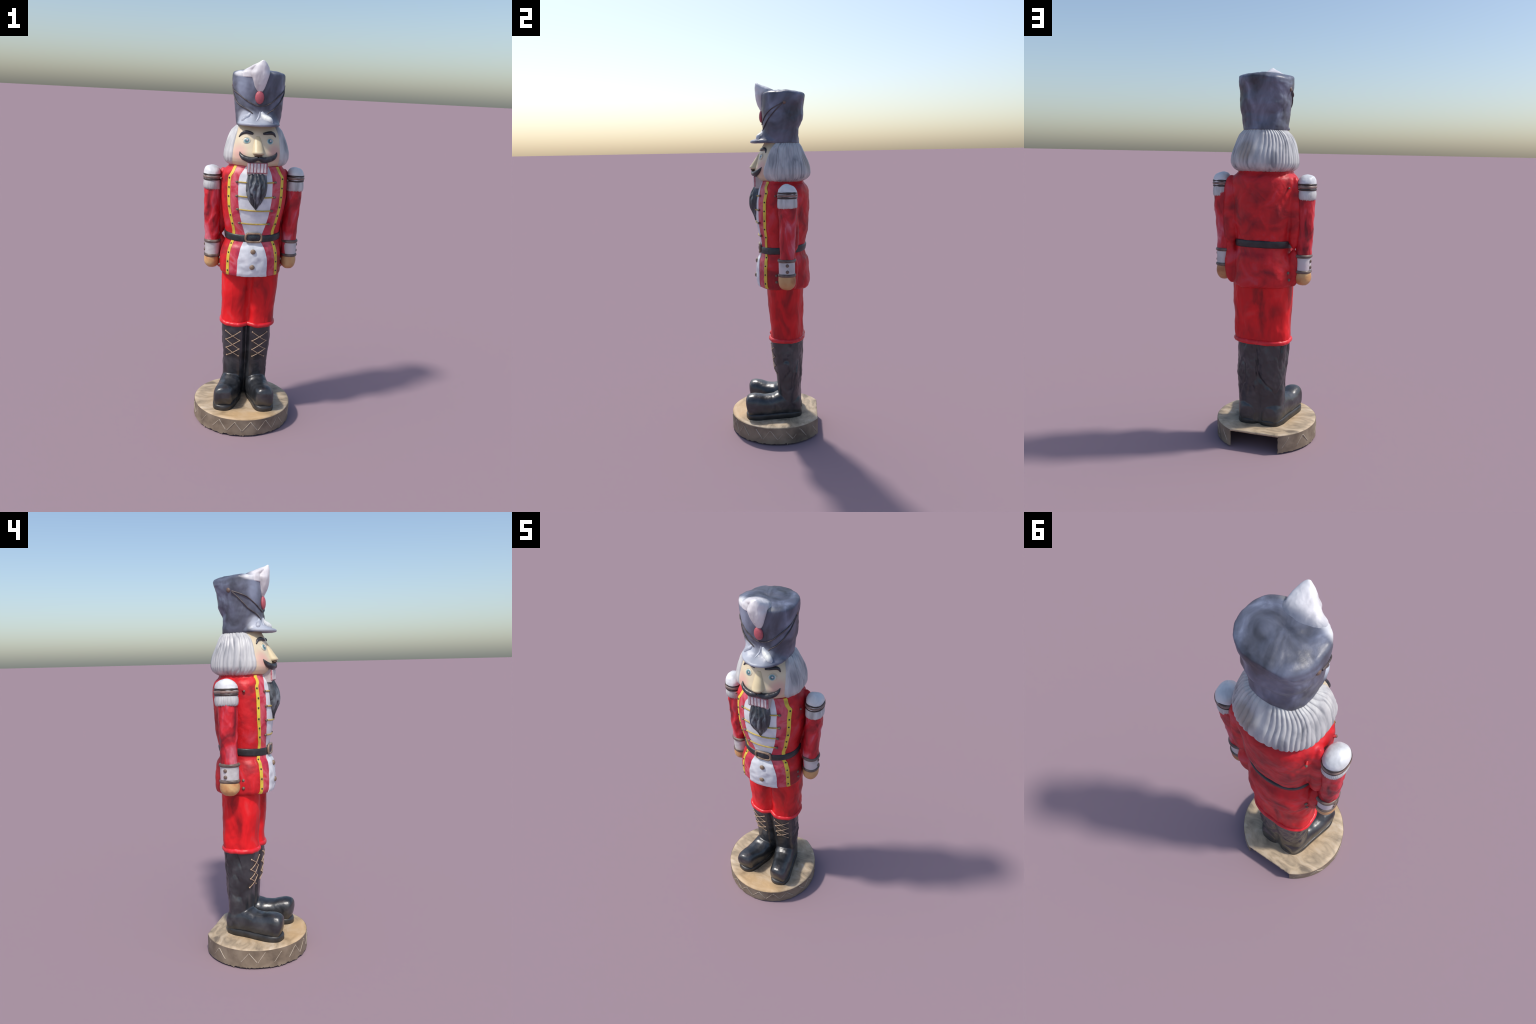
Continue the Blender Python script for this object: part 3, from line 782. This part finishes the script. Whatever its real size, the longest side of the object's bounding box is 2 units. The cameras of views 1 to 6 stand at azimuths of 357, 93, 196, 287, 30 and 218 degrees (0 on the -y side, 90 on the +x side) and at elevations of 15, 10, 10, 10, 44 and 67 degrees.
# eyes
def eye_material():
    m = bpy.data.materials.new('eye_paint'); m.use_nodes = True
    nt = m.node_tree; N = nt.nodes; L = nt.links
    bs = N['Principled BSDF']; bs.inputs['Roughness'].default_value = 0.35
    tc = N.new('ShaderNodeTexCoord'); mp = N.new('ShaderNodeMapping')
    mp.inputs['Scale'].default_value = (1.22, 0.0, 0.98)
    L.new(tc.outputs['Object'], mp.inputs['Vector'])
    ln = N.new('ShaderNodeVectorMath'); ln.operation = 'LENGTH'; L.new(mp.outputs[0], ln.inputs[0])
    r = ramp(nt, [(0.10, (0.05, 0.10, 0.11)), (0.40, (0.08, 0.18, 0.20)), (0.62, (0.15, 0.29, 0.31)), (0.80, (0.40, 0.50, 0.48)), (0.97, (0.66, 0.60, 0.46))])
    L.new(ln.outputs['Value'], r.inputs['Fac']); L.new(r.outputs[0], bs.inputs['Base Color'])
    return m
M_eye = eye_material()
eye_mesh = ball_mesh('eye', M_eye, 4)
glint_mesh = ball_mesh('eye_glint', M_tooth, 2)
for x, z, r in ((-0.047, 1.598, -0.25), (0.073, 1.597, 0.35)):
    p = HF(x, z, -0.0015)
    place('eye', eye_mesh, p, (0.0220, 0.0065, 0.0175), head, (-0.34, 0, r))
    g = HF(x + (0.004 if x < 0 else 0.001), z + 0.002, 0.0055 if x < 0 else 0.0065)
    place('eye_glint', glint_mesh, g, (0.0055, 0.0022, 0.0052), head, (0, 0, r))
    # lid
    pts = [HF(x + dx, z + 0.019 - 55 * dx * dx * 0.6, 0.000) for dx in (-0.022, -0.012, 0, 0.012, 0.022)]
    tube('eyelid', pts, [0.0008, 0.0018, 0.0022, 0.0018, 0.0008], M_face, head, 8, 5)
# eyebrows
for pts in (((-0.088, 1.614), (-0.072, 1.632), (-0.050, 1.640), (-0.030, 1.637), (-0.015, 1.633)), ((0.103, 1.619), (0.093, 1.634), (0.077, 1.640), (0.056, 1.638), (0.036, 1.635))):
    q = [HF(x, z, 0.0005) for x, z in pts]
    tube('eyebrow', q, [0.0028, 0.0075, 0.0098, 0.0090, 0.0055], M_black, head, 10, 6)
# moustache
mid = Vector((0.0145, -0.100, 1.515))
for pts, rad in ((((0.0145, 1.512), (-0.010, 1.506), (-0.035, 1.506), (-0.060, 1.514), (-0.075, 1.527), (-0.081, 1.541)), 0),
                 (((0.0145, 1.512), (0.040, 1.507), (0.066, 1.508), (0.091, 1.516), (0.106, 1.529), (0.1125, 1.543)), 0)):
    q = [HF(x, z, 0.006 - 0.0055 * (i / 5) ** 3) for i, (x, z) in enumerate(pts)]
    q[0] = mid
    mo = tube('moustache', q, [0.0125, 0.0140, 0.0155, 0.0130, 0.0078, 0.0018], M_black, head, 16, 8)
    displace(mo, lambda p: 0.0002 * math.sin(p.z * 900 + p.x * 300))
# jaw block with teeth
def jaw_y(x): return -0.0935 + 0.10 * (x - 0.0135)
jv = []
for z in (1.425, 1.492):
    for x, y in ((-0.040, jaw_y(-0.040)), (0.067, jaw_y(0.067)), (0.067, -0.02), (-0.040, -0.02)):
        jv.append((x, y, z))
jaw = mesh_obj('jaw', jv, [(0, 1, 2, 3), (4, 5, 6, 7), (0, 1, 5, 4), (1, 2, 6, 5), (2, 3, 7, 6), (3, 0, 4, 7)], M_jaw, head, False)
bv = jaw.modifiers.new('b', 'BEVEL'); bv.width = 0.004; bv.segments = 3
gum = [Vector((x, jaw_y(x), z)) for x in (0,) for z in (0,)]
def slab(name, x0, x1, z0, z1, out, depth, mat, bevel):
    v = []
    for x, o in ((x0, out), (x1, out), (x1, out - depth), (x0, out - depth)):
        for z in (z0, z1): v.append((x, jaw_y(x) - o, z))
    ob = mesh_obj(name, v, [(0, 2, 3, 1), (2, 4, 5, 3), (4, 6, 7, 5), (6, 0, 1, 7), (0, 6, 4, 2), (1, 3, 5, 7)], mat, head, False)
    b = ob.modifiers.new('b', 'BEVEL'); b.width = bevel; b.segments = 2
    return ob
slab('gum', -0.0405, 0.0675, 1.434, 1.490, 0.004, 0.01, M_gum, 0.003)
x = -0.0375
for w in (0.014, 0.017, 0.015, 0.017, 0.017, 0.013):
    slab('tooth', x, x + w - 0.0035, 1.439, 1.486, 0.0065, 0.006, M_tooth, 0.0014)
    x += w + 0.0015
# beard
BE = curve([(1.434, -0.037, 0.067, -0.098), (1.425, -0.038, 0.068, -0.103), (1.40, -0.041, 0.071, -0.116), (1.37, -0.043, 0.073, -0.1255), (1.345, -0.0425, 0.0725, -0.1275), (1.320, -0.038, 0.068, -0.1245),
            (1.295, -0.029, 0.058, -0.114), (1.275, -0.018, 0.046, -0.105), (1.26, -0.006, 0.034, -0.099), (1.248, 0.006, 0.024, -0.096), (1.241, 0.013, 0.018, -0.093)])
rings = []
for j in range(90):
    z = 1.434 - (1.434 - 1.241) * j / 89
    xl, xr, yf = BE(z)
    cx, a = (xl + xr) / 2, (xr - xl) / 2
    ring = []
    for i in range(120):
        th = 2 * math.pi * i / 120
        c, s_ = math.cos(th), math.sin(th)
        x = cx + a * sgnpow(c, 0.85)
        yb = TF(cx, z, 0).y + 0.02
        y = yb + (yf - yb) * sgnpow(s_, 0.72) if s_ > 0 else yb
        y += 0.10 * (x - cx) * (1 if s_ > 0 else 0)
        xn = (x - cx) / (a + 1e-4)
        g = abs(math.sin(xn * 6.5 + 2.3 * noise.noise(Vector((xn * 1.5, z * 17, 0))) + 0.9 * noise.noise(Vector((xn * 4, z * 34, 6)))))
        fade = min(1, (a / 0.03))
        if s_ > 0.1: y += 0.0095 * fade * (1 - g) ** 1.2
        ring.append(Vector((x, y, z)))
    rings.append(ring)
tube_loft('beard', rings, M_beard, head)

# ---------------------------------------------------------------- hat
HAT = Body([(1.672, -0.102, 0.121, -0.030, 0.160), (1.690, -0.106, 0.125, -0.036, 0.160), (1.72, -0.110, 0.130, -0.040, 0.158), (1.748, -0.114, 0.132, -0.042, 0.158), (1.775, -0.117, 0.135, -0.044, 0.167), (1.80, -0.120, 0.137, -0.045, 0.177),
            (1.85, -0.127, 0.139, -0.048, 0.180), (1.89, -0.133, 0.142, -0.049, 0.188), (1.910, -0.134, 0.143, -0.049, 0.193), (1.930, -0.134, 0.143, -0.048, 0.194), (1.938, -0.131, 0.140, -0.045, 0.190), (1.943, -0.123, 0.132, -0.037, 0.180)], 2.25, 2.45, 0.01)
nz_ = 60; nn = 144
rings = [[HAT.ring(2 * math.pi * i / nn, 1.672 + (1.943 - 1.672) * j / nz_) for i in range(nn)] for j in range(nz_ + 1)]
cxh, _, cyh, _, _ = HAT.sec(1.943)
for f, dz in ((0.95, 0.002), (0.88, 0.004), (0.8, 0.006), (0.68, 0.009), (0.55, 0.011), (0.4, 0.013), (0.25, 0.0135), (0.12, 0.013), (0.04, 0.013)):
    rings.append([Vector((cxh + (p.x - cxh) * f, cyh + (p.y - cyh) * f, 1.943 + dz)) for p in rings[nz_]])
hat = tube_loft('hat', rings, M_hat, root)
def hat_dent(p):
    back = min(max((p.y - 0.05) / 0.06, 0), 1)
    top = min(max((p.z - 1.930) / 0.01, 0), 1)
    return (0.0010 + 0.0050 * back) * fbm(p, 14, 6) + 0.0010 * fbm(p, 50, 1) + 0.0030 * top * fbm((p.x, p.y, 0), 20, 12)
displace(hat, hat_dent)
def dimple(p, c, r, d):
    q = Vector(((p.x - c[0]) / r[0], (p.y - c[1]) / r[1]))
    return -d * math.exp(-q.length_squared)
for v in hat.data.vertices:      # rim sinks towards the back, creases in the crown
    p = v.co
    if p.z > 1.89:
        w = min(1, (p.z - 1.89) / 0.03)
        p.z -= w * (0.004 * min(1, max(0, (p.y - 0.09) / 0.09)) + 0.09 * max(0, -p.x) * min(1, max(0, (p.y - 0.03) / 0.06)))
    if p.z > 1.935:
        p.z += dimple(p, (-0.001, 0.063), (0.032, 0.008), 0.006) + dimple(p, (0.072, 0.060), (0.012, 0.010), 0.005) + dimple(p, (-0.061, 0.045), (0.010, 0.018), 0.006)
HTF = HAT.front
# visor: flared lip merging up into the crown
rings = []
na = 60
VZ = curve([(0.0, -0.03, 0.082), (0.12, 0.04, 0.066), (0.25, 0.11, 0.046), (0.5, 0.30, 0.026), (0.75, 0.62, 0.013), (0.92, 0.93, 0.005), (1.0, 1.0, 0.0), (1.08, 0.97, -0.008), (1.3, 0.70, -0.011), (1.7, 0.2, -0.006), (2.0, -0.15, -0.004)])
for i in range(na + 1):
    u = -1 + 2 * i / na
    th = -math.pi / 2 + u * math.radians(89)
    w = max(0.0, 1 - abs(u) ** 2.4) ** 0.75
    ring = []
    edge_p = Vector((0.0105 + 0.1125 * math.cos(th), 0.012 + 0.126 * math.sin(th), 0))
    for k in range(33):
        f, h = VZ(2.0 * k / 32)
        z = 1.683 + (h * w if h > 0 else h * (0.4 + 0.6 * w))
        p = HAT.ring(th, z, -0.003)
        q = Vector((edge_p.x, edge_p.y, z))
        wl = math.exp(-((u - 0.30) / 0.13) ** 2); wl2 = math.exp(-((u + 0.38) / 0.16) ** 2); wc = math.exp(-((u + 0.02) / 0.07) ** 2)
        bulge = (0.010 * wl + 0.006 * wl2 - 0.006 * wc) * math.exp(-((f - 0.35) / 0.25) ** 2) if h > 0 else 0
        d = Vector((math.cos(th), math.sin(th), 0.6))
        ring.append(p.lerp(q, f) + d * bulge)
    rings.append(ring)
visor = tube_loft('visor', rings, M_hat, hat)
def on_visor(u, k, out):
    i = (u + 1) / 2 * na; i0 = int(i); f = i - i0
    k0 = int(k); g = k - k0
    p = rings[i0][k0].lerp(rings[i0 + 1][k0], f).lerp(rings[i0][k0 + 1].lerp(rings[i0 + 1][k0 + 1], f), g)
    return p + Vector((0, -0.7, 0.7)) * out
feather_paint = paint('emblem_white', [(0.3, (0.50, 0.53, 0.58)), (0.5, (0.68, 0.70, 0.70)), (0.7, (0.76, 0.77, 0.72))], 22, rough=0.42)
tube('emblem_wing', [on_visor(u, k, -0.006) for u, k in ((0.06, 2.0), (0.12, 4.5), (0.20, 7.0), (0.29, 9.5), (0.38, 12.0), (0.45, 13.6))], [0.008, 0.016, 0.019, 0.016, 0.011, 0.003], feather_paint, hat, 14, 7)
pale_paint = paint('emblem_pale', [(0.3, (0.30, 0.32, 0.38)), (0.5, (0.44, 0.47, 0.54)), (0.7, (0.54, 0.56, 0.62))], 22, rough=0.42)
tube('emblem_wing', [on_visor(u, k, -0.006) for u, k in ((-0.20, 2.5), (-0.30, 5.0), (-0.40, 7.5), (-0.48, 10.0), (-0.52, 12.0))], [0.006, 0.012, 0.014, 0.011, 0.003], pale_paint, hat, 14, 7)
tube('emblem_body', [on_visor(u, k, -0.002) for u, k in ((0.02, 2.0), (0.0, 5.0), (-0.04, 8.0), (-0.08, 11.0))], [0.003, 0.0055, 0.005, 0.002], pale_paint, hat, 10, 6)
displace(visor, lambda p: 0.0012 * fbm(p, 45, 3))
# plume: fat feather tuft leaning on the front, ridge back to the crown
PL = curve([(1.846, 0.009, 0.013, -0.052, -0.030), (1.862, 0.009, 0.023, -0.060, -0.030), (1.885, 0.009, 0.032, -0.071, -0.030), (1.91, 0.009, 0.040, -0.078, -0.028), (1.935, 0.009, 0.046, -0.082, -0.022),
            (1.955, 0.012, 0.043, -0.083, 0.020), (1.970, 0.014, 0.035, -0.083, -0.010), (1.985, 0.016, 0.022, -0.081, -0.045), (1.994, 0.017, 0.011, -0.079, -0.064), (1.999, 0.017, 0.003, -0.077, -0.073)])
rings = []
for j in range(60):
    z = 1.846 + (1.999 - 1.846) * j / 59
    cx, a, yf, yb = PL(z)
    ring = []
    for i in range(64):
        th = 2 * math.pi * i / 64
        x = cx + a * sgnpow(math.cos(th), 0.9)
        cy = (yf + yb) / 2
        y = cy + (yb - yf) / 2 * sgnpow(math.sin(th), 0.9)
        ring.append(Vector((x, y, z)))
    rings.append(ring)
tuft = tube_loft('tuft', rings, None)
CO = curve([(1.915, -0.012, 0.000, 0.088, 0.050), (1.935, -0.012, 0.000, 0.085, 0.050), (1.950, -0.009, -0.006, 0.066, 0.044), (1.965, -0.002, -0.025, 0.047, 0.036), (1.980, 0.008, -0.050, 0.027, 0.024), (1.992, 0.015, -0.070, 0.010, 0.010), (1.998, 0.017, -0.076, 0.003, 0.003)])
rings = []
for j in range(40):
    z = 1.915 + (1.998 - 1.915) * j / 39
    cx, cy, rx, ry = CO(z)
    rings.append([Vector((cx + rx * math.cos(2 * math.pi * i / 64), cy + ry * math.sin(2 * math.pi * i / 64), z)) for i in range(64)])
pl = fuse('plume', [tuft, tube_loft('ridge', rings, None)], 0.0022, 4, M_plume, hat)
displace(pl, lambda p: 0.0016 * fbm((p.x, p.y, p.z * 0.5), 24, 2) + 0.0005 * max(0, ridged((p.x, p.y, p.z * 0.3), 55, 4)))
jm = ball_mesh('jewel', M_jewel, 4)
place('jewel', jm, (0.009, -0.049, 1.817), (0.0235, 0.013, 0.033), hat)
# cords swagged over the front
def hat_at(x, z, o):
    return HTF(x, z, o)
def side_pt(th_deg, z, o): return HAT.ring(math.radians(th_deg), z, o)
up = [side_pt(176, 1.868, 0.002), side_pt(197, 1.850, 0.003)] + [hat_at(x, z, 0.002) for x, z in ((-0.106, 1.836), (-0.062, 1.803), (-0.015, 1.779), (0.017, 1.774), (0.062, 1.787), (0.104, 1.823))] + [side_pt(-22, 1.850, 0.002), side_pt(4, 1.882, 0.002)]
tube('cord', up, 0.0030, M_rope, hat, 8, 8)
tube('cord', [side_pt(176, 1.866, 0.002), side_pt(196, 1.818, 0.003)] + [hat_at(x, z, 0.003) for x, z in ((-0.100, 1.785), (-0.069, 1.764), (-0.034, 1.744), (-0.022, 1.735))], 0.0030, M_rope, hat, 8, 8)
tube('cord', [hat_at(x, z, 0.003) for x, z in ((0.052, 1.728), (0.058, 1.742), (0.091, 1.766), (0.116, 1.798))] + [side_pt(-14, 1.835, 0.002), side_pt(4, 1.880, 0.002)], 0.0030, M_rope, hat, 8, 8)
place('cord_knob', ball_knob, side_pt(170, 1.873, -0.003), (0.009, 0.012, 0.013), hat)
place('cord_knob', ball_knob, side_pt(7, 1.884, -0.004), (0.008, 0.011, 0.012), hat)
